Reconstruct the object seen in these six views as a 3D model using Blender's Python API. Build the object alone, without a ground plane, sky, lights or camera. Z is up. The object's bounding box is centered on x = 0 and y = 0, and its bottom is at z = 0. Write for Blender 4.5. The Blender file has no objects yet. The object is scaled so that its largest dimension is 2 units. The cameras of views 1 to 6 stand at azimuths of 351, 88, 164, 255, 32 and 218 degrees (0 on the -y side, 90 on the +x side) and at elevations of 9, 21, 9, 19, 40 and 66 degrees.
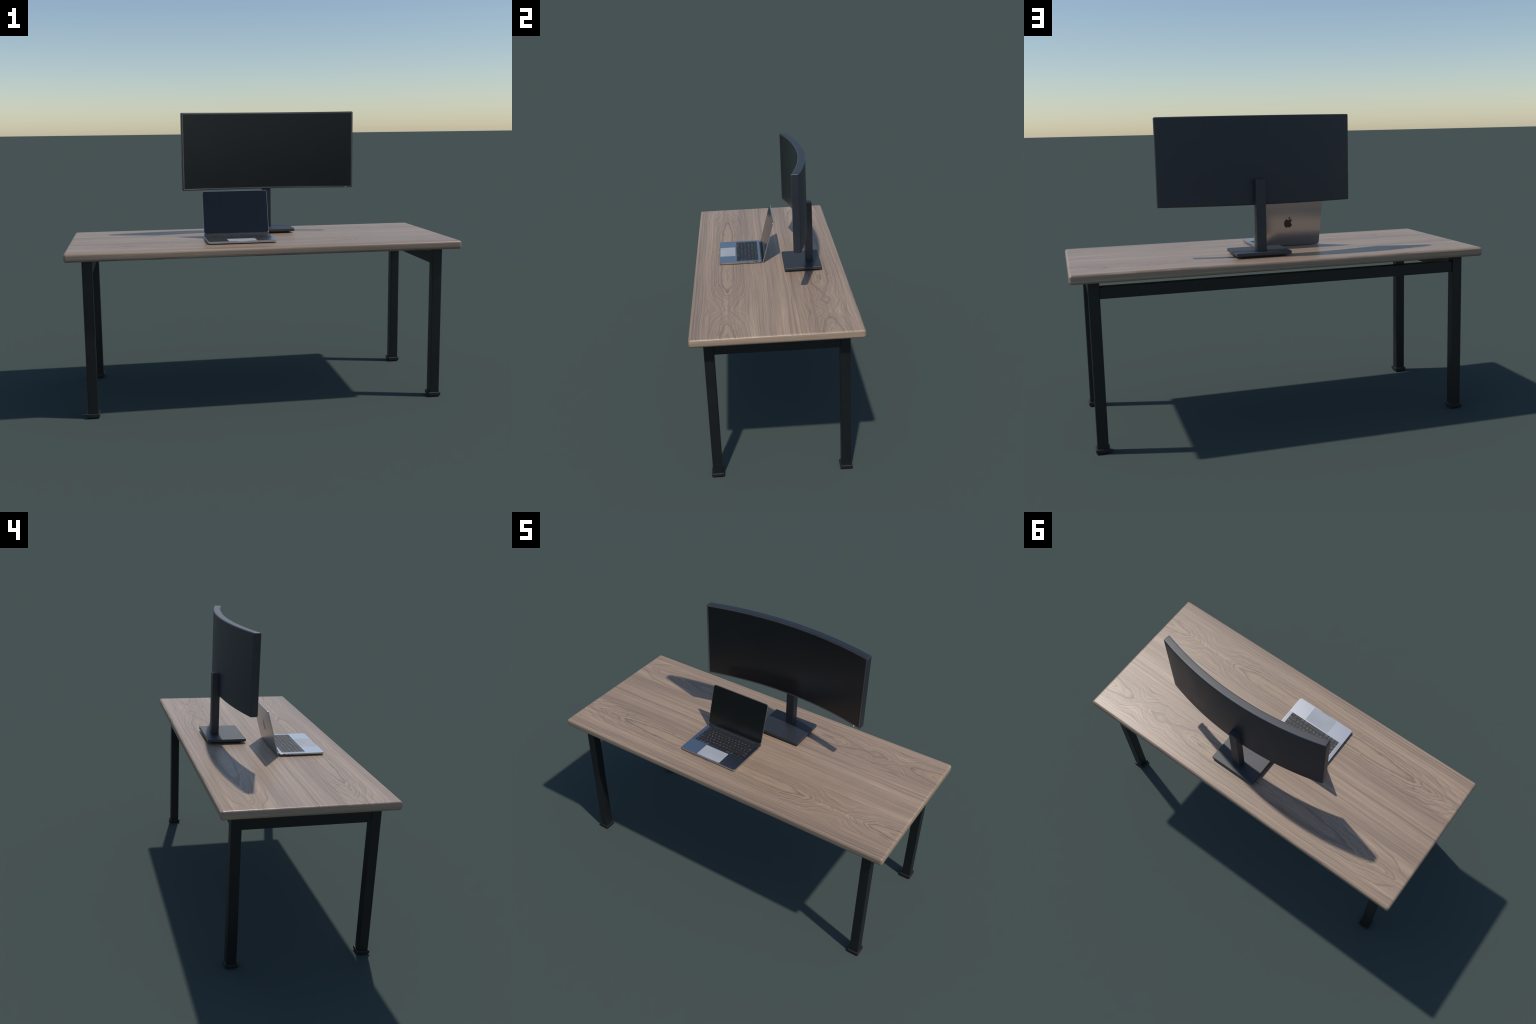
"""Office desk with a curved wide monitor on a stand and an open aluminium laptop.
Metres, z up.  Three separate things: desk, monitor, laptop."""
import bpy, bmesh, math
from mathutils import Vector, Matrix

# ----------------------------------------------------------------------------
# node helpers
# ----------------------------------------------------------------------------
class Graph:
    """Small wrapper that makes node networks readable."""
    def __init__(self, name):
        self.mat = bpy.data.materials.new(name)
        self.mat.use_nodes = True
        self.nt = self.mat.node_tree
        self.nt.nodes.clear()
        self.out = self.nt.nodes.new("ShaderNodeOutputMaterial")
        self.bsdf = self.nt.nodes.new("ShaderNodeBsdfPrincipled")
        self.nt.links.new(self.bsdf.outputs[0], self.out.inputs[0])

    def node(self, kind, **props):
        n = self.nt.nodes.new(kind)
        for k, v in props.items():
            setattr(n, k, v)
        return n

    def put(self, socket, value):
        if isinstance(value, bpy.types.NodeSocket):
            self.nt.links.new(value, socket)
        else:
            socket.default_value = value

    def math(self, op, a, b=0.0, c=0.0, clamp=False):
        n = self.node("ShaderNodeMath", operation=op, use_clamp=clamp)
        for i, v in enumerate((a, b, c)):
            self.put(n.inputs[i], v)
        return n.outputs[0]

    def coords(self, kind="Object"):
        return self.node("ShaderNodeTexCoord").outputs[kind]

    def split(self, v):
        n = self.node("ShaderNodeSeparateXYZ")
        self.put(n.inputs[0], v)
        return n.outputs

    def join(self, x, y, z=0.0):
        n = self.node("ShaderNodeCombineXYZ")
        for i, v in enumerate((x, y, z)):
            self.put(n.inputs[i], v)
        return n.outputs[0]

    def scaled(self, v, s, offset=(0, 0, 0)):
        n = self.node("ShaderNodeMapping")
        self.put(n.inputs["Vector"], v)
        n.inputs["Scale"].default_value = s
        n.inputs["Location"].default_value = offset
        return n.outputs[0]

    def noise(self, v, scale=1.0, detail=2.0, rough=0.5, distortion=0.0):
        n = self.node("ShaderNodeTexNoise")
        self.put(n.inputs["Vector"], v)
        n.inputs["Scale"].default_value = scale
        n.inputs["Detail"].default_value = detail
        n.inputs["Roughness"].default_value = rough
        n.inputs["Distortion"].default_value = distortion
        return n.outputs["Fac"]

    def ramp(self, fac, stops, interp="LINEAR"):
        n = self.node("ShaderNodeValToRGB")
        n.color_ramp.interpolation = interp
        e = n.color_ramp.elements
        while len(e) < len(stops):
            e.new(0.5)
        for el, (p, c) in zip(e, stops):
            el.position = p
            el.color = (c, c, c, 1) if isinstance(c, (int, float)) else (*c, 1)
        self.put(n.inputs[0], fac)
        return n.outputs[0]

    def mix(self, fac, a, b):
        n = self.node("ShaderNodeMix", data_type="RGBA")
        self.put(n.inputs[0], fac)
        for s, v in ((n.inputs[6], a), (n.inputs[7], b)):
            self.put(s, v if isinstance(v, bpy.types.NodeSocket) else (*v, 1))
        return n.outputs[2]

    def mixf(self, fac, a, b):
        n = self.node("ShaderNodeMix", data_type="FLOAT")
        for i, v in enumerate((fac, a, b)):
            self.put(n.inputs[(0, 2, 3)[i]], v)
        return n.outputs[0]

    def maprange(self, v, a, b, c=0.0, d=1.0, kind="LINEAR"):
        n = self.node("ShaderNodeMapRange", interpolation_type=kind)
        for i, x in enumerate((v, a, b, c, d)):
            self.put(n.inputs[i], x)
        return n.outputs[0]

    def set(self, **kw):
        for k, v in kw.items():
            s = self.bsdf.inputs[k.replace("_", " ")]
            if isinstance(v, tuple) and len(v) == 3:
                v = (*v, 1)
            self.put(s, v)
        return self

    def bump(self, height, strength, distance=0.001):
        n = self.node("ShaderNodeBump")
        n.inputs["Strength"].default_value = strength
        n.inputs["Distance"].default_value = distance
        self.put(n.inputs["Height"], height)
        self.nt.links.new(n.outputs[0], self.bsdf.inputs["Normal"])


# ----------------------------------------------------------------------------
# materials
# ----------------------------------------------------------------------------
def walnut_veneer():
    """Flat-sawn veneer: two boards whose growth rings make long cathedral loops,
    with straight grain between them.  Rings are contours of the distance to
    each board's heart line, the heart depth changing along the board."""
    g = Graph("walnut_veneer")
    P = g.coords("Object")
    x0, y0, z0 = g.split(P)
    nrm = g.node("ShaderNodeNewGeometry").outputs["Normal"]
    nx, ny, nz = g.split(nrm)
    end = g.math("GREATER_THAN", g.math("ABSOLUTE", nx), 0.80)        # short end faces
    # on end faces the edging strip runs across the desk
    x = g.mixf(end, x0, g.math("ADD", y0, 0.35))
    y = g.mixf(end, g.math("ADD", y0, g.math("MULTIPLY", g.math("SUBTRACT", z0, 0.0215), 0.9)), g.math("ADD", g.math("MULTIPLY", z0, 1.2), 0.06))
    V = g.join(x, y, 0.0)

    y_raw = y
    wide = g.noise(g.scaled(V, (1.6, 5.0, 1)), 1.0, 2.0, 0.5)
    wavy = g.noise(g.scaled(V, (7.0, 22.0, 1)), 1.0, 3.0, 0.6)
    jag = g.noise(g.scaled(V, (11.0, 95.0, 1)), 1.0, 3.0, 0.6)
    y = g.math("ADD", y, g.math("MULTIPLY", g.math("SUBTRACT", wide, 0.5), 0.034))

    t = g.math("MULTIPLY_ADD", x, 0.5, 0.5)
    front_depth = g.ramp(t, [(0.0, 0.98), (0.03, 0.82), (0.10, 0.56), (0.16, 0.34), (0.26, 0.16), (0.50, 0.04),
                             (0.66, 0.12), (0.73, 0.42), (0.79, 0.84), (0.84, 0.94), (0.89, 0.62), (0.94, 0.26), (1.0, 0.08)], "EASE")
    back_depth = g.ramp(t, [(0.0, 0.98), (0.08, 0.78), (0.17, 0.56), (0.25, 0.34), (0.33, 0.22), (0.50, 0.05),
                            (0.69, 0.14), (0.74, 0.42), (0.78, 0.54), (0.81, 0.40), (0.84, 0.56), (0.88, 0.78), (0.94, 0.36), (1.0, 0.10)], "EASE")

    def heart(centre, depth):
        dy = g.math("SUBTRACT", y, centre)
        d = g.math("MULTIPLY", depth, g.maprange(g.math("ABSOLUTE", dy), 0.03, 0.15, 0.100, 0.018, "SMOOTHSTEP"))
        # between a circle and a wedge, so the loops end in drawn-out points
        p = 1.35
        return g.math("POWER", g.math("ADD", g.math("POWER", g.math("ABSOLUTE", dy), p), g.math("POWER", d, p)), 1 / p)

    F = g.math("MINIMUM", heart(-0.238, front_depth), heart(0.270, back_depth))
    # ragged edges near the heart, calm lines away from it
    near = g.maprange(F, 0.02, 0.13, 1.0, 0.0, "SMOOTHSTEP")
    F = g.math("ADD", F, g.math("MULTIPLY", g.math("SUBTRACT", wavy, 0.5), g.math("MULTIPLY_ADD", near, 0.016, 0.006)))
    F = g.math("ADD", F, g.math("MULTIPLY", g.math("SUBTRACT", jag, 0.5), g.math("MULTIPLY_ADD", near, 0.014, 0.002)))
    # growth rings: spacing varies from year to year
    years = g.noise(g.join(g.math("MULTIPLY", F, 14.0), g.math("MULTIPLY", g.math("SIGN", g.math("SUBTRACT", y, 0.015)), 3.0), 0.5), 1.0, 2.0, 0.6)
    N = g.math("ADD", g.math("MULTIPLY", F, 56.0), g.math("MULTIPLY", years, 6.0))
    N = g.math("ADD", N, g.math("MULTIPLY", g.math("MAXIMUM", g.math("SUBTRACT", F, 0.06), 0.0), 60.0))
    ring = g.math("FRACT", N)
    index = g.math("FLOOR", N)
    wn = g.node("ShaderNodeTexWhiteNoise", noise_dimensions="1D")
    g.put(wn.inputs["W"], index)
    vary = wn.outputs["Value"]
    wt = g.node("ShaderNodeTexWhiteNoise", noise_dimensions="1D")
    g.put(wt.inputs["W"], g.math("ADD", index, 77.3))
    tone = g.math("MULTIPLY", wt.outputs["Value"], g.maprange(ring, 0.0, 0.7, 0.35, 1.0))      # each year's own tone
    late = g.ramp(ring, [(0.0, 0.50), (0.03, 0.18), (0.12, 0.06), (0.55, 0.10), (0.74, 0.38), (0.87, 0.95), (1.0, 0.90)])
    late = g.math("MULTIPLY", late, g.maprange(vary, 0, 1, g.math("MULTIPLY_ADD", near, 0.35, 0.25), 1.0))
    late = g.math("MULTIPLY", late, g.maprange(g.noise(g.scaled(V, (2.2, 9.0, 1), (3, 1, 0))), 0.35, 0.65, 0.55, 1.0))

    broken = g.noise(g.scaled(V, (2.2, 60.0, 1), (3, 1, 0)), 1.0, 2.0, 0.6)
    streak = g.noise(g.scaled(g.join(x, y), (0.7, 70.0, 1), (5, 0, 0)), 1.0, 5.0, 0.66)
    streak = g.maprange(streak, 0.36, 0.68, 0.0, 1.0)
    broad = g.noise(g.scaled(g.join(x, y), (0.5, 9.0, 1), (1, 7, 0)), 1.0, 1.0, 0.5)
    broad = g.maprange(broad, 0.35, 0.65, 0.0, 1.0)
    fine = g.noise(g.scaled(g.join(x, y), (9.0, 420.0, 1)), 1.0, 2.0, 0.6)
    fine = g.maprange(fine, 0.35, 0.65, 0.0, 1.0)
    # a few long dark mineral lines
    line = g.noise(g.scaled(g.join(x, y), (0.7, 30.0, 1), (9, 4, 0)), 1.0, 2.0, 0.55)
    line = g.maprange(line, 0.62, 0.74, 0.0, 0.6, "SMOOTHSTEP")
    # four dark seams at fixed places across the top
    wy = g.math("ADD", y_raw, g.math("MULTIPLY", g.math("SUBTRACT", wavy, 0.5), 0.008))
    for at, half, amount in ((-0.408, 0.0065, 1.0), (-0.391, 0.0045, 0.9), (-0.078, 0.0040, 0.45), (0.122, 0.0035, 0.4)):
        seam = g.maprange(g.math("ABSOLUTE", g.math("SUBTRACT", wy, at)), 0.0, half, amount, 0.0, "SMOOTHSTEP")
        line = g.math("MAXIMUM", line, g.math("MULTIPLY", seam, g.maprange(broken, 0.35, 0.6, 0.35, 1.0)))
    line = g.math("MULTIPLY", line, g.math("SUBTRACT", 1.0, near))
    clouds = g.noise(g.scaled(V, (9.0, 24.0, 1), (2, 8, 0)), 1.0, 3.0, 0.6, 0.6)
    clouds = g.math("MULTIPLY", g.maprange(clouds, 0.60, 0.74, 0.0, 1.0, "SMOOTHSTEP"), near)

    pale, mid, deep = WOOD
    straight = g.math("SUBTRACT", 1.0, near)
    col = g.mix(g.math("MULTIPLY", near, 0.75), pale, WOOD_HEART)
    col = g.mix(g.math("MULTIPLY", broad, g.math("MULTIPLY_ADD", straight, 0.40, 0.24)), col, mid)
    col = g.mix(g.math("MULTIPLY", tone, g.math("MULTIPLY_ADD", near, 0.16, 0.34)), col, mid)
    col = g.mix(g.math("MULTIPLY", streak, g.math("MULTIPLY_ADD", straight, 0.52, 0.28)), col, mid)
    col = g.mix(g.math("MULTIPLY", late, g.math("MULTIPLY_ADD", near, 0.20, 0.66)), col, deep)
    col = g.mix(g.math("MULTIPLY", line, 0.6), col, deep)
    col = g.mix(g.math("MULTIPLY", clouds, 0.5), col, deep)
    col = g.mix(g.math("MULTIPLY", fine, 0.20), col, deep)
    g.set(Base_Color=col, Roughness=g.maprange(late, 0, 1, 0.35, 0.43), Specular_IOR_Level=0.5)
    g.bump(g.math("ADD", g.math("MULTIPLY", fine, 0.4), late), 0.10, 0.0006)
    return g.mat


def plain(name, colour, rough, metallic=0.0, spec=0.5, grain=0.0, grain_scale=600.0):
    """One colour with a little grain in it and in its gloss."""
    g = Graph(name)
    v = g.coords("Object")
    n = g.noise(v, grain_scale, 2.0, 0.6)
    slow = g.noise(v, 9.0, 2.0, 0.5)
    tone = g.maprange(slow, 0.3, 0.7, 0.94, 1.06)
    dark = tuple(c * 0.93 for c in colour)
    lite = tuple(c * 1.07 for c in colour)
    g.set(Base_Color=g.mix(g.maprange(slow, 0.3, 0.7), dark, lite), Metallic=metallic,
          Roughness=g.math("MULTIPLY", tone, rough), Specular_IOR_Level=spec)
    if grain:
        g.bump(n, grain, 0.0003)
    return g.mat


def anodised_aluminium(name, grille=None):
    """Bead-blasted aluminium; the keyboard deck has rows of tiny drilled speaker holes."""
    g = Graph(name)
    P = g.coords("Object")
    n = g.noise(P, 900.0, 2.0, 0.6)
    col = g.mix(g.maprange(n, 0.3, 0.7), tuple(c * 0.97 for c in ALU), tuple(min(1, c * 1.03) for c in ALU))
    if grille:
        x, y, z = g.split(P)
        ax = g.math("ABSOLUTE", x)
        inside = g.math("MULTIPLY", g.math("GREATER_THAN", ax, grille[0]), g.math("LESS_THAN", ax, grille[1]))
        inside = g.math("MULTIPLY", inside, g.math("MULTIPLY", g.math("GREATER_THAN", y, grille[2]), g.math("LESS_THAN", y, grille[3])))
        inside = g.math("MULTIPLY", inside, g.math("GREATER_THAN", z, grille[4]))
        vor = g.node("ShaderNodeTexVoronoi", voronoi_dimensions="2D")
        g.put(vor.inputs["Vector"], P)
        vor.inputs["Scale"].default_value = 520.0
        vor.inputs["Randomness"].default_value = 0.25
        hole = g.math("MULTIPLY", g.math("LESS_THAN", vor.outputs["Distance"], 0.36), inside)
        col = g.mix(hole, col, (0.24, 0.24, 0.25))
    g.set(Base_Color=col, Metallic=1.0, Roughness=ALU_ROUGH)
    g.bump(n, 0.04, 0.0002)
    return g.mat


WOOD = ((0.590, 0.418, 0.290), (0.262, 0.184, 0.132), (0.125, 0.092, 0.075))
WOOD_HEART = (0.450, 0.318, 0.212)
ALU = (0.545, 0.555, 0.575)
ALU_ROUGH = 0.30

M = {}
M["wood"] = walnut_veneer()
M["steel"] = plain("black_powder_coated_steel", (0.0095, 0.0105, 0.0110), 0.45, grain=0.05)
M["rubber"] = plain("black_rubber", (0.011, 0.011, 0.012), 0.55)
M["shell"] = plain("dark_grey_plastic", (0.019, 0.023, 0.033), 0.46, spec=0.65, grain=0.02)
M["rim"] = plain("dark_satin_rim", (0.165, 0.160, 0.157), 0.30, metallic=0.65, spec=0.8)
M["stand"] = plain("dark_painted_metal", (0.024, 0.026, 0.032), 0.48, spec=0.72)
M["panel"] = plain("dark_display_panel", (0.007, 0.0085, 0.0105), 0.26)
M["lamp"] = plain("white_indicator_lens", (0.75, 0.75, 0.78), 0.35)
M["alu"] = anodised_aluminium("bead_blasted_aluminium")
M["glass"] = plain("black_display_glass", (0.006, 0.0065, 0.007), 0.16)
M["keywell"] = plain("black_keyboard_tray", (0.010, 0.010, 0.011), 0.5)
M["keycap"] = plain("black_keycap_plastic", (0.026, 0.026, 0.028), 0.48)
M["print"] = plain("white_key_print", (0.50, 0.50, 0.50), 0.5)
M["trackpad"] = plain("matt_grey_trackpad_glass", (0.385, 0.405, 0.430), 0.50, spec=0.35)
M["hinge"] = plain("black_hinge_plastic", (0.036, 0.037, 0.038), 0.5)
M["mirror"] = plain("polished_dark_emblem", (0.030, 0.026, 0.024), 0.22)
M["port"] = plain("black_socket", (0.006, 0.006, 0.006), 0.5)

# ----------------------------------------------------------------------------
# object helpers
# ----------------------------------------------------------------------------
ROOT = bpy.context.scene.collection


def finish(name, mesh, mat, parent, loc=(0, 0, 0), rot=None, weighted=True, angle=40):
    """Make an object at a world location under its parent."""
    ob = bpy.data.objects.new(name, mesh)
    ROOT.objects.link(ob)
    if mat and not mesh.materials:
        mesh.materials.append(mat)
    world = Matrix.Translation(loc) @ (rot.to_4x4() if rot else Matrix())
    if parent:
        ob.parent = parent
        ob.matrix_basis = WORLD[parent.name].inverted() @ world
    else:
        ob.matrix_basis = world
    WORLD[ob.name] = world
    if weighted and mesh.polygons:
        mesh.polygons.foreach_set("use_smooth", [True] * len(mesh.polygons))
        mesh.set_sharp_from_angle(angle=math.radians(angle))
        m = ob.modifiers.new("weighted_normals", "WEIGHTED_NORMAL")
        m.keep_sharp = True
    return ob


WORLD = {}


def thing(name, loc, label, category):
    e = bpy.data.objects.new(name, None)
    e.empty_display_size = 0.1
    e.location = loc
    ROOT.objects.link(e)
    e["label"] = label
    e["category"] = category
    WORLD[name] = Matrix.Translation(loc)
    return e


def to_mesh(bm, name):
    me = bpy.data.meshes.new(name)
    bm.normal_update()
    bm.to_mesh(me)
    bm.free()
    return me


def box_bm(sx, sy, sz):
    bm = bmesh.new()
    bmesh.ops.create_cube(bm, size=1.0)
    bmesh.ops.scale(bm, vec=(sx, sy, sz), verts=bm.verts)
    return bm


def bevel(bm, test, width, seg=3):
    """Round the edges that the test picks."""
    es = [e for e in bm.edges if test(e)]
    if es:
        bmesh.ops.bevel(bm, geom=es, offset=width, segments=seg, profile=0.5, affect="EDGES", clamp_overlap=True)


def edge_dir(e):
    d = (e.verts[1].co - e.verts[0].co)
    return max(range(3), key=lambda i: abs(d[i]))


def round_box(sx, sy, sz, r, seg=3, corner=None, corner_axis=2, corner_seg=6):
    """Box with rounded edges; 'corner' gives a bigger radius to edges along one axis."""
    bm = box_bm(sx, sy, sz)
    if corner:
        bevel(bm, lambda e: edge_dir(e) == corner_axis, corner, corner_seg)
        ax = corner_axis
        half = (sx, sy, sz)[ax] / 2
        bevel(bm, lambda e: abs(abs(e.verts[0].co[ax]) - half) < 1e-6 and abs(e.verts[0].co[ax] - e.verts[1].co[ax]) < 1e-6, r, seg)
    else:
        bevel(bm, lambda e: True, r, seg)
    return bm


def box(name, lo, hi, mat, parent, r=0.002, seg=2, **kw):
    size = [b - a for a, b in zip(lo, hi)]
    mid = [(a + b) / 2 for a, b in zip(lo, hi)]
    bm = round_box(*size, r, seg, **kw)
    return finish(name, to_mesh(bm, name), mat, parent, mid)


def carve(mesh, cutters):
    """Boolean-subtract closed meshes (given in the same local space)."""
    tgt = bpy.data.objects.new("carve_target", mesh)
    ROOT.objects.link(tgt)
    helpers = []
    for c in cutters:
        h = bpy.data.objects.new("carve_tool", c)
        ROOT.objects.link(h)
        helpers.append(h)
        m = tgt.modifiers.new("cut", "BOOLEAN")
        m.operation, m.solver, m.object = "DIFFERENCE", "EXACT", h
    dg = bpy.context.evaluated_depsgraph_get()
    out = bpy.data.meshes.new_from_object(tgt.evaluated_get(dg))
    for h in helpers + [tgt]:
        bpy.data.objects.remove(h)
    return out


def cutter(lo, hi, r=0.0, axis=2):
    size = [b - a for a, b in zip(lo, hi)]
    mid = Vector([(a + b) / 2 for a, b in zip(lo, hi)])
    bm = box_bm(*size)
    if r:
        bevel(bm, lambda e: edge_dir(e) == axis, r, 4)
    bmesh.ops.translate(bm, vec=mid, verts=bm.verts)
    return to_mesh(bm, "carve_tool")


# ----------------------------------------------------------------------------
# DESK
# ----------------------------------------------------------------------------
TOP, UNDER = 0.8450, 0.8012
HX, HY = 1.0, 0.4286
desk = thing("desk", (0, 0, 0), "long walnut desk top on four black square steel legs", "desk")

bm = round_box(2 * HX, 2 * HY, TOP - UNDER, 0.0135, 6, corner=0.014, corner_axis=2, corner_seg=6)
finish("tabletop", to_mesh(bm, "tabletop"), M["wood"], desk, (0, 0, (TOP + UNDER) / 2), angle=60)

LEG, LX, LY = 0.0505, 0.8950, 0.3375
leg_mesh = to_mesh(round_box(LEG, LEG, UNDER - 0.012, 0.0045, 3), "leg")
cap_mesh = to_mesh(round_box(0.0650, 0.0650, 0.018, 0.0030, 3, corner=0.0050, corner_seg=4), "foot_cap")
pad_mesh = to_mesh(round_box(0.056, 0.056, 0.006, 0.001, 1), "foot_pad")
for sx in (-1, 1):
    for sy in (-1, 1):
        leg = finish("leg", leg_mesh, M["steel"], desk, (sx * LX, sy * LY, (UNDER + 0.012) / 2))
        finish("foot_cap", cap_mesh, M["rubber"], leg, (sx * LX, sy * LY, 0.0126))
        finish("foot_pad", pad_mesh, M["rubber"], leg, (sx * LX, sy * LY, 0.0030))

inner = LEG / 2 - 0.0005
for sx in (-1, 1):
    x1, x2 = sorted((sx * (LX - 0.0225), sx * (LX + 0.0215)))
    box("side_rail", (x1, -LY + inner, 0.7160), (x2, LY - inner, 0.7700), M["steel"], desk, 0.0025, 2)
box("back_rail", (-LX + inner, LY - 0.0270, 0.7170), (LX - inner, LY + 0.0175, 0.7710), M["steel"], desk, 0.0025, 2)

# ----------------------------------------------------------------------------
# MONITOR
# ----------------------------------------------------------------------------
CX, HALF, SAG = 0.0905, 0.4795, 0.0680
RAD = (HALF ** 2 + SAG ** 2) / (2 * SAG)
FRONT, BOT, TOPZ, THICK = 0.1176, 1.0915, 1.5158, 0.0390
SHELL_AT = 0.0018                                 # the shell starts this far behind the rim
MZ = (BOT + TOPZ) / 2
monitor = thing("monitor", (0.0925, 0.194, TOP), "wide curved dark grey monitor on a flat stand", "monitor")


def bend(bm, depth0=0.0):
    """Bow a flat slab (x across, y back) onto the monitor's arc; the shell flares a hair to the back."""
    for v in bm.verts:
        t = v.co.y + depth0
        v.co.x *= 1.0 + 0.16 * t
        x = max(-HALF * 1.01, min(HALF * 1.01, v.co.x))
        v.co.y = FRONT + t + math.sqrt(RAD ** 2 - x * x) - (RAD - SAG)


def slice_x(bm, n, half):
    for i in range(1, n):
        x = -half + 2 * half * i / n
        bmesh.ops.bisect_plane(bm, geom=bm.verts[:] + bm.edges[:] + bm.faces[:], plane_co=(x, 0, 0), plane_no=(1, 0, 0))


bm = box_bm(2 * HALF, THICK, TOPZ - BOT)
bmesh.ops.translate(bm, vec=(0, THICK / 2, 0), verts=bm.verts)
bevel(bm, lambda e: edge_dir(e) == 1, 0.006, 4)
bevel(bm, lambda e: all(abs(v.co.y - THICK) < 1e-6 for v in e.verts), 0.0110, 5)
bevel(bm, lambda e: all(abs(v.co.y) < 1e-6 for v in e.verts), 0.0038, 4)
slice_x(bm, 48, HALF)
bend(bm, SHELL_AT)
finish("monitor_shell", to_mesh(bm, "monitor_shell"), M["shell"], monitor, (CX, 0, MZ), angle=35)


# thin chamfered satin rim round the display, standing a little proud of the shell
RIM_IN, RIM_W, RIM_D = 0.0030, 0.0062, 0.0080
w, h = HALF - RIM_IN, (TOPZ - BOT) / 2 - RIM_IN
bm = box_bm(2 * w, RIM_D, 2 * h)
bmesh.ops.translate(bm, vec=(0, RIM_D / 2, 0), verts=bm.verts)
bevel(bm, lambda e: edge_dir(e) == 1, 0.0040, 4)
caps = [f for f in bm.faces if abs(f.normal.y) > 0.99]
bmesh.ops.inset_individual(bm, faces=caps, thickness=RIM_W)
holes_edges = [e for f in caps for e in f.edges]
bmesh.ops.delete(bm, geom=caps, context="FACES_ONLY")
bmesh.ops.bridge_loops(bm, edges=holes_edges)
on_front = lambda e: all(abs(v.co.y) < 1e-6 for v in e.verts) and any(abs(f.normal.y) < 0.5 for f in e.link_faces)
outer = lambda e: all(abs(v.co.x) > w - RIM_W * 0.9 or abs(v.co.z) > h - RIM_W * 0.9 for v in e.verts)
bm.normal_update()
bevel(bm, lambda e: on_front(e) and outer(e), 0.0026, 3)
slice_x(bm, 48, w)
bend(bm)
finish("display_rim", to_mesh(bm, "display_rim"), M["rim"], monitor, (CX, 0, MZ), angle=35)

bm = box_bm(2 * (HALF - 0.0073), 0.003, TOPZ - BOT - 0.0146)
slice_x(bm, 48, HALF - 0.0073)
bend(bm, 0.0020)
finish("display_panel", to_mesh(bm, "display_panel"), M["panel"], monitor, (CX, 0, MZ), angle=35)

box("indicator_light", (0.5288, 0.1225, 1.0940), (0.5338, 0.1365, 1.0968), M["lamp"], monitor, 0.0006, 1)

box("stand_base", (-0.0435, 0.0868, 0.8555), (0.2285, 0.3012, 0.8720), M["stand"], monitor, 0.0035, 3, corner=0.005, corner_seg=3)
box("base_pad", (-0.0180, 0.1120, TOP), (0.2030, 0.2760, 0.8565), M["rubber"], monitor, 0.001, 1)
box("stand_column", (0.0690, 0.2185, 0.8700), (0.1170, 0.2608, 1.2170), M["stand"], monitor, 0.0030, 3)

# ----------------------------------------------------------------------------
# LAPTOP
# ----------------------------------------------------------------------------
LXC = -0.1145                                     # middle of the laptop
X1, X2, Y1, Y2 = -0.2912, 0.0622, -0.2848, -0.0345
ZB, ZT = 0.8488, 0.8608                           # under side and deck
laptop = thing("laptop", (LXC, (Y1 + Y2) / 2, TOP), "open silver aluminium laptop with black keyboard", "laptop")
mid = Vector(((X1 + X2) / 2, (Y1 + Y2) / 2, (ZB + ZT) / 2))
KX1, KX2, KY1, KY2 = -0.2708, 0.0432, -0.1825, -0.0550   # keyboard opening

bm = box_bm(X2 - X1, Y2 - Y1, ZT - ZB)
bevel(bm, lambda e: edge_dir(e) == 2, 0.0135, 7)
bevel(bm, lambda e: all(v.co.z > (ZT - ZB) / 2 - 1e-6 for v in e.verts), 0.0007, 2)      # crisp deck edge
bevel(bm, lambda e: all(v.co.z < -(ZT - ZB) / 2 + 1e-6 for v in e.verts), 0.0042, 4)     # rounded belly
case = to_mesh(bm, "base_case")


def L(x, y, z):
    return (x - mid.x, y - mid.y, z - mid.z)


TPX1, TPX2, TPY1, TPY2 = -0.1868, -0.0403, -0.2808, -0.1893
holes = [cutter(L(KX1, KY1, ZT - 0.0016), L(KX2, KY2, ZT + 0.01), 0.003),
         cutter(L(TPX1, TPY1, ZT - 0.0006), L(TPX2, TPY2, ZT + 0.01), 0.003)]
# finger scoop in the front edge
bm = bmesh.new()
bmesh.ops.create_cone(bm, cap_ends=True, segments=24, radius1=0.0052, radius2=0.0052, depth=0.058)
bmesh.ops.rotate(bm, cent=(0, 0, 0), matrix=Matrix.Rotation(math.pi / 2, 3, "Y"), verts=bm.verts)
bmesh.ops.translate(bm, vec=Vector(L(LXC, Y1 - 0.0022, ZT + 0.0018)), verts=bm.verts)
holes.append(to_mesh(bm, "carve_tool"))
# rear hinge recess
holes.append(cutter(L(LXC - 0.143, Y2 - 0.0062, ZB + 0.003), L(LXC + 0.143, Y2 + 0.01, ZT + 0.01)))
# sockets: three on the left side plus a round one, three on the right
zs = 0.8562
SOCKETS = [(-1, -0.0620, 0.0160, 0.0040), (-1, -0.0855, 0.0095, 0.0034), (-1, -0.1035, 0.0095, 0.0034), (-1, -0.1186, 0.0042, 0.0042),
           (1, -0.1170, 0.0240, 0.0024), (1, -0.0850, 0.0095, 0.0034), (1, -0.0680, 0.0150, 0.0052)]
for side, y, w, h in SOCKETS:
    x = X1 if side < 0 else X2
    holes.append(cutter(L(x - 0.004, y - w / 2, zs - h / 2), L(x + 0.004, y + w / 2, zs + h / 2), h * 0.45, 0))
case = carve(case, holes)
M["deck"] = anodised_aluminium("drilled_aluminium_deck", grille=(0.1600, 0.1735, KY1 - mid.y, KY2 - mid.y, (ZT - ZB) / 2 - 0.0004))
case.materials.clear()
base = finish("base_case", case, M["deck"], laptop, mid, angle=35)
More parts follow.
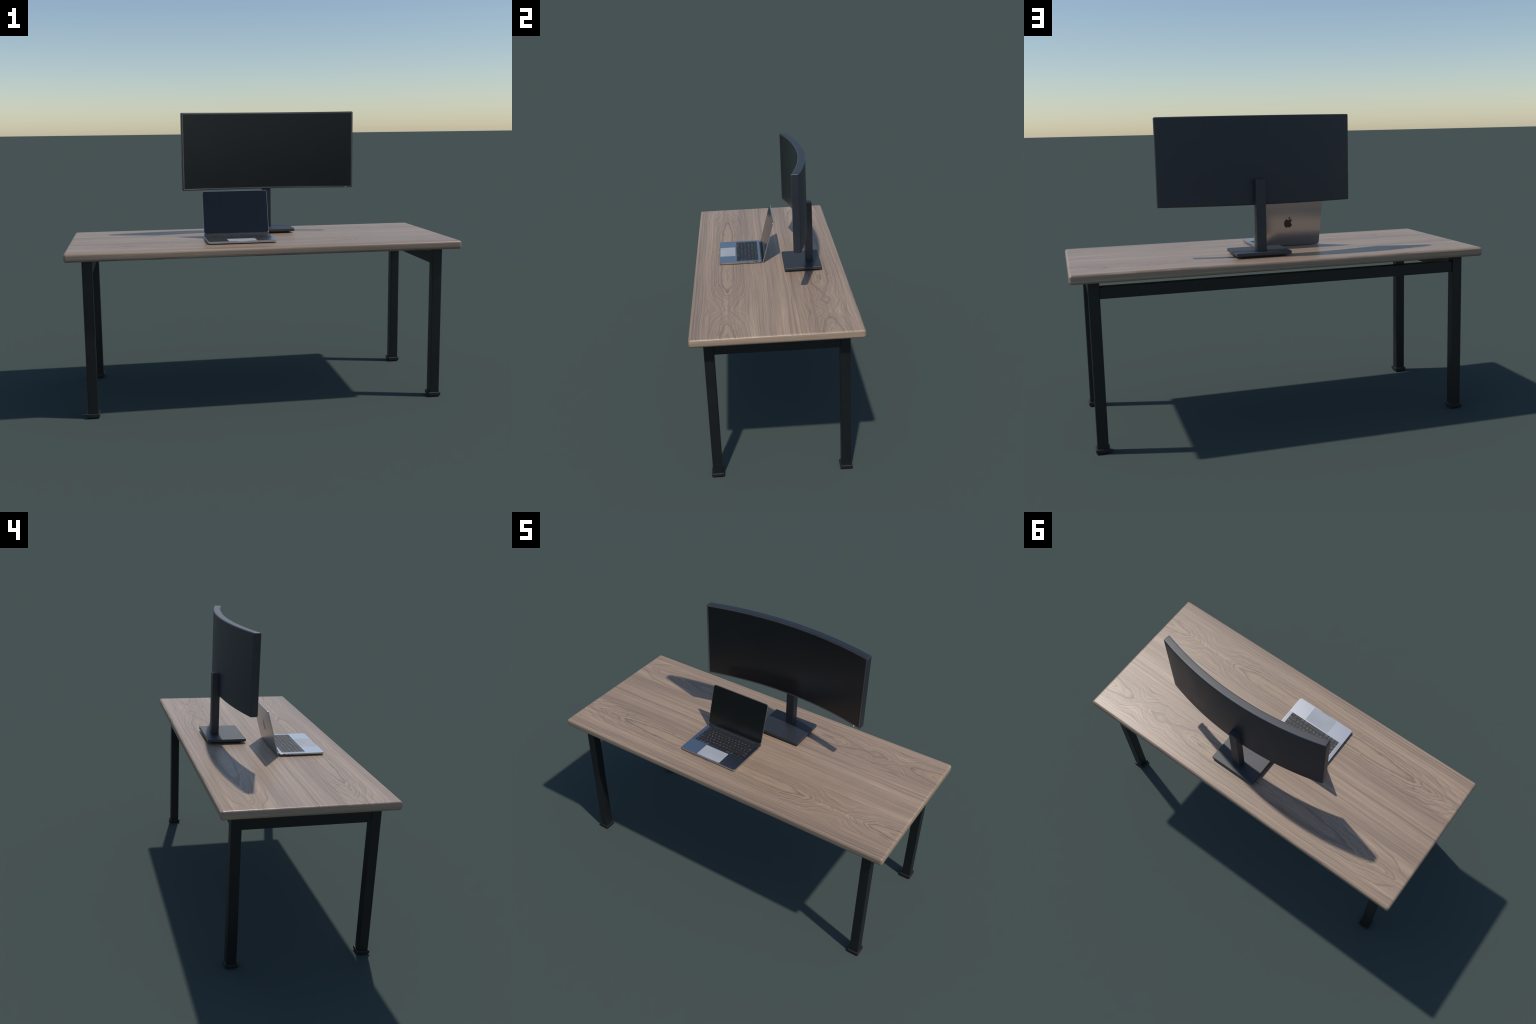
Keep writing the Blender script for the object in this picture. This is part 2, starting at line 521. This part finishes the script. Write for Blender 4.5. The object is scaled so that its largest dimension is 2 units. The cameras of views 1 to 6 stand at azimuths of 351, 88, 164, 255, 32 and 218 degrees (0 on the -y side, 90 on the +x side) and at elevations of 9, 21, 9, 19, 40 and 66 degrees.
for side, y, w, h in SOCKETS:
    x = X1 + 0.0025 if side < 0 else X2 - 0.0025
    box("socket", (x - 0.0012, y - w / 2 + 0.0003, zs - h / 2 + 0.0003), (x + 0.0012, y + w / 2 - 0.0003, zs + h / 2 - 0.0003), M["port"], base, 0.0002, 1)

foot_bm = bmesh.new()
bmesh.ops.create_cone(foot_bm, cap_ends=True, segments=24, radius1=0.010, radius2=0.011, depth=ZB - TOP + 0.0008)
foot_me = to_mesh(foot_bm, "rubber_foot")
for fx in (X1 + 0.035, X2 - 0.035):
    for fy in (Y1 + 0.030, Y2 - 0.030):
        finish("rubber_foot", foot_me, M["rubber"], base, (fx, fy, (ZB + TOP) / 2 + 0.0004))

box("trackpad", (TPX1 + 0.0004, TPY1 + 0.0004, ZT - 0.0009), (TPX2 - 0.0004, TPY2 - 0.0004, ZT - 0.0001), M["trackpad"], base, 0.0001, 1, corner=0.0028, corner_seg=3)

# --- keyboard ---------------------------------------------------------------
keyboard = box("keyboard", (KX1 + 0.0002, KY1 + 0.0002, ZT - 0.0021), (KX2 - 0.0002, KY2 - 0.0002, ZT - 0.0012), M["keywell"], laptop, 0.0001, 1, corner=0.0025, corner_seg=3)
ROWS = [  # top row first: (legend, width in key units, where the legend sits)
    [("esc", 1.5, "l")] + [("F%d" % i, 1, "f") for i in range(1, 13)] + [("", 1, "")],
    [(a + "\n" + b, 1, "2") for a, b in zip("~!@#$%^&*()_+", "`1234567890-=")] + [("delete", 1.5, "r")],
    [("tab", 1.5, "l")] + [(c, 1, "c") for c in "QWERTYUIOP"] + [("{\n[", 1, "2"), ("}\n]", 1, "2"), ("|\n\\", 1, "2")],
    [("caps lock", 1.75, "l")] + [(c, 1, "c") for c in "ASDFGHJKL"] + [(":\n;", 1, "2"), ("\"\n'", 1, "2"), ("return", 1.75, "r")],
    [("shift", 2.25, "l")] + [(c, 1, "c") for c in "ZXCVBNM"] + [("<\n,", 1, "2"), (">\n.", 1, "2"), ("?\n/", 1, "2"), ("shift", 2.25, "r")],
    [("fn", 1, "b"), ("control", 1, "b"), ("option", 1, "b"), ("command", 1.25, "b"), ("", 5, ""), ("command", 1.25, "b"), ("option", 1, "b"),
     ("<", 1, "low"), ("^", 1, "updown"), (">", 1, "low")],
]
UX, UY = (KX2 - KX1) / 14.5, (KY2 - KY1) / 6
GAP, KZ = 0.0026, ZT + 0.0002
key_meshes = {}


def key_mesh(w, h):
    k = (round(w, 5), round(h, 5))
    if k not in key_meshes:
        me = to_mesh(round_box(w, h, 0.0017, 0.0004, 2, corner=0.0016, corner_seg=3), "key")
        me.materials.append(M["keycap"])
        key_meshes[k] = me
    return key_meshes[k]


def put_key(x, y, w, h):
    finish("key", key_mesh(w, h), None, keyboard, (x, y, KZ - 0.00085))


prints = bmesh.new()


def put_legend(text, x, y, size, align="CENTER"):
    """Raise a legend by a hair from the key top, as flat white letters."""
    cu = bpy.data.curves.new("legend", "FONT")
    cu.body, cu.size, cu.align_x, cu.align_y = text, size, align, "CENTER"
    cu.resolution_u, cu.offset, cu.space_line = 2, 0.0, 1.15
    ob = bpy.data.objects.new("legend", cu)
    ROOT.objects.link(ob)
    me = bpy.data.meshes.new_from_object(ob.evaluated_get(bpy.context.evaluated_depsgraph_get()))
    me.transform(Matrix.Translation(Vector((x, y, KZ + 0.00012))))
    prints.from_mesh(me)
    bpy.data.objects.remove(ob)
    bpy.data.curves.remove(cu)
    bpy.data.meshes.remove(me)


for r_i, row in enumerate(ROWS):
    x = KX1
    yc = KY2 - UY * (r_i + 0.5)
    for legend, w, kind in row:
        cx, kw, kh = x + w * UX / 2, w * UX - GAP, UY - GAP
        if kind == "low":
            put_key(cx, yc - UY / 4 + 0.0004, kw, UY / 2 - GAP * 0.7)
            put_legend(legend, cx, yc - UY / 4 + 0.0004, 0.0046)
        elif kind == "updown":
            for s, t in ((1, "^"), (-1, "v")):
                put_key(cx, yc + s * (UY / 4 - 0.0002), kw, UY / 2 - GAP * 0.7)
                put_legend(t, cx, yc + s * UY / 4, 0.0046)
        else:
            put_key(cx, yc, kw, kh)
            if kind == "c":
                put_legend(legend, cx, yc, 0.0066)
            elif kind == "2":
                put_legend(legend, cx, yc, 0.0054)
            elif kind == "f":
                put_legend(legend, cx, yc - kh * 0.24, 0.0042)
                put_legend("*", cx, yc + kh * 0.10, 0.0050)
            elif kind == "l":
                put_legend(legend, cx - kw / 2 + 0.0018, yc - kh * 0.26, 0.0046, "LEFT")
            elif kind == "r":
                put_legend(legend, cx + kw / 2 - 0.0018, yc - kh * 0.26, 0.0046, "RIGHT")
            elif kind == "b":
                put_legend(legend, cx, yc - kh * 0.27, 0.0046)
                put_legend("#", cx + kw * 0.22, yc + kh * 0.20, 0.0048)
        x += w * UX
legends = finish("key_legend", to_mesh(prints, "key_legend"), M["print"], keyboard, weighted=False)
legends["kind"] = "stuff"

# --- lid --------------------------------------------------------------------
TILT = math.radians(-15.7)
ROT = Matrix.Rotation(TILT, 3, "X")
HINGE = Vector((LXC, -0.0272, 0.8470))            # lower back edge of the lid
LID_W, LID_H, LID_T = X2 - X1, 0.2545, 0.0050


def lid_at(x, y, z):
    return HINGE + ROT @ Vector((x, y, z))


bm = round_box(LID_W, LID_T, LID_H, 0.0008, 2, corner=0.0125, corner_axis=1, corner_seg=7)
lid = finish("lid", to_mesh(bm, "lid"), M["alu"], laptop, lid_at(0, -LID_T / 2, LID_H / 2), ROT, angle=35)
SC_LO, SC_HI, SC_W = 0.0225, LID_H - 0.0016, LID_W - 0.0032
bm = round_box(SC_W, 0.0012, SC_HI - SC_LO, 0.0003, 1, corner=0.0105, corner_axis=1, corner_seg=6)
finish("screen_glass", to_mesh(bm, "screen_glass"), M["glass"], lid, lid_at(0, -LID_T - 0.0002, (SC_LO + SC_HI) / 2), ROT)
bm = round_box(SC_W, 0.0012, 0.0150, 0.0003, 1)
finish("screen_chin", to_mesh(bm, "screen_chin"), M["hinge"], lid, lid_at(0, -LID_T - 0.0001, SC_LO - 0.0077), ROT)
bm = round_box(0.280, 0.0075, 0.0150, 0.0030, 4)
finish("hinge_barrel", to_mesh(bm, "hinge_barrel"), M["hinge"], laptop, (LXC, -0.0362, 0.8593))


# fruit emblem on the back of the lid, drawn by its outline (units: emblem width = 1)
def emblem_curve():
    cu = bpy.data.curves.new("fruit_emblem", "CURVE")
    cu.dimensions, cu.fill_mode, cu.resolution_u = "2D", "BOTH", 10
    cu.extrude = 0.00025
    body = [(0.00, 0.40), (0.14, 0.46), (0.27, 0.475), (0.40, 0.42), (0.47, 0.33),
            (0.37, 0.21), (0.335, 0.06), (0.385, -0.10), (0.50, -0.20),
            (0.44, -0.35), (0.33, -0.52), (0.22, -0.585), (0.10, -0.555), (0.00, -0.53), (-0.10, -0.555), (-0.22, -0.585),
            (-0.34, -0.51), (-0.45, -0.33), (-0.50, -0.12), (-0.50, 0.10), (-0.45, 0.28), (-0.34, 0.42), (-0.20, 0.475), (-0.09, 0.44)]
    leaf = [(0.005, 0.50), (0.03, 0.64), (0.12, 0.75), (0.245, 0.81), (0.235, 0.68), (0.15, 0.56)]
    for pts, sharp in ((body, {4, 8}), (leaf, {0, 3})):
        sp = cu.splines.new("BEZIER")
        sp.bezier_points.add(len(pts) - 1)
        for i, (p, b) in enumerate(zip(pts, sp.bezier_points)):
            b.co = (p[0], p[1], 0)
            b.handle_left_type = b.handle_right_type = "VECTOR" if i in sharp else "AUTO"
        sp.use_cyclic_u = True
    ob = bpy.data.objects.new("emblem", cu)
    ROOT.objects.link(ob)
    me = bpy.data.meshes.new_from_object(ob.evaluated_get(bpy.context.evaluated_depsgraph_get()))
    bpy.data.objects.remove(ob)
    bpy.data.curves.remove(cu)
    return me


em = emblem_curve()
size = 0.0430
# stand the outline up on the lid's back: seen from behind, right is -x
em.transform(Matrix(((-size, 0, 0, 0), (0, 0, 1, 0), (0, size, 0, 0), (0, 0, 0, 1))))
finish("fruit_emblem", em, M["mirror"], lid, lid_at(-0.0005, 0.0001, 0.1270), ROT, weighted=False)
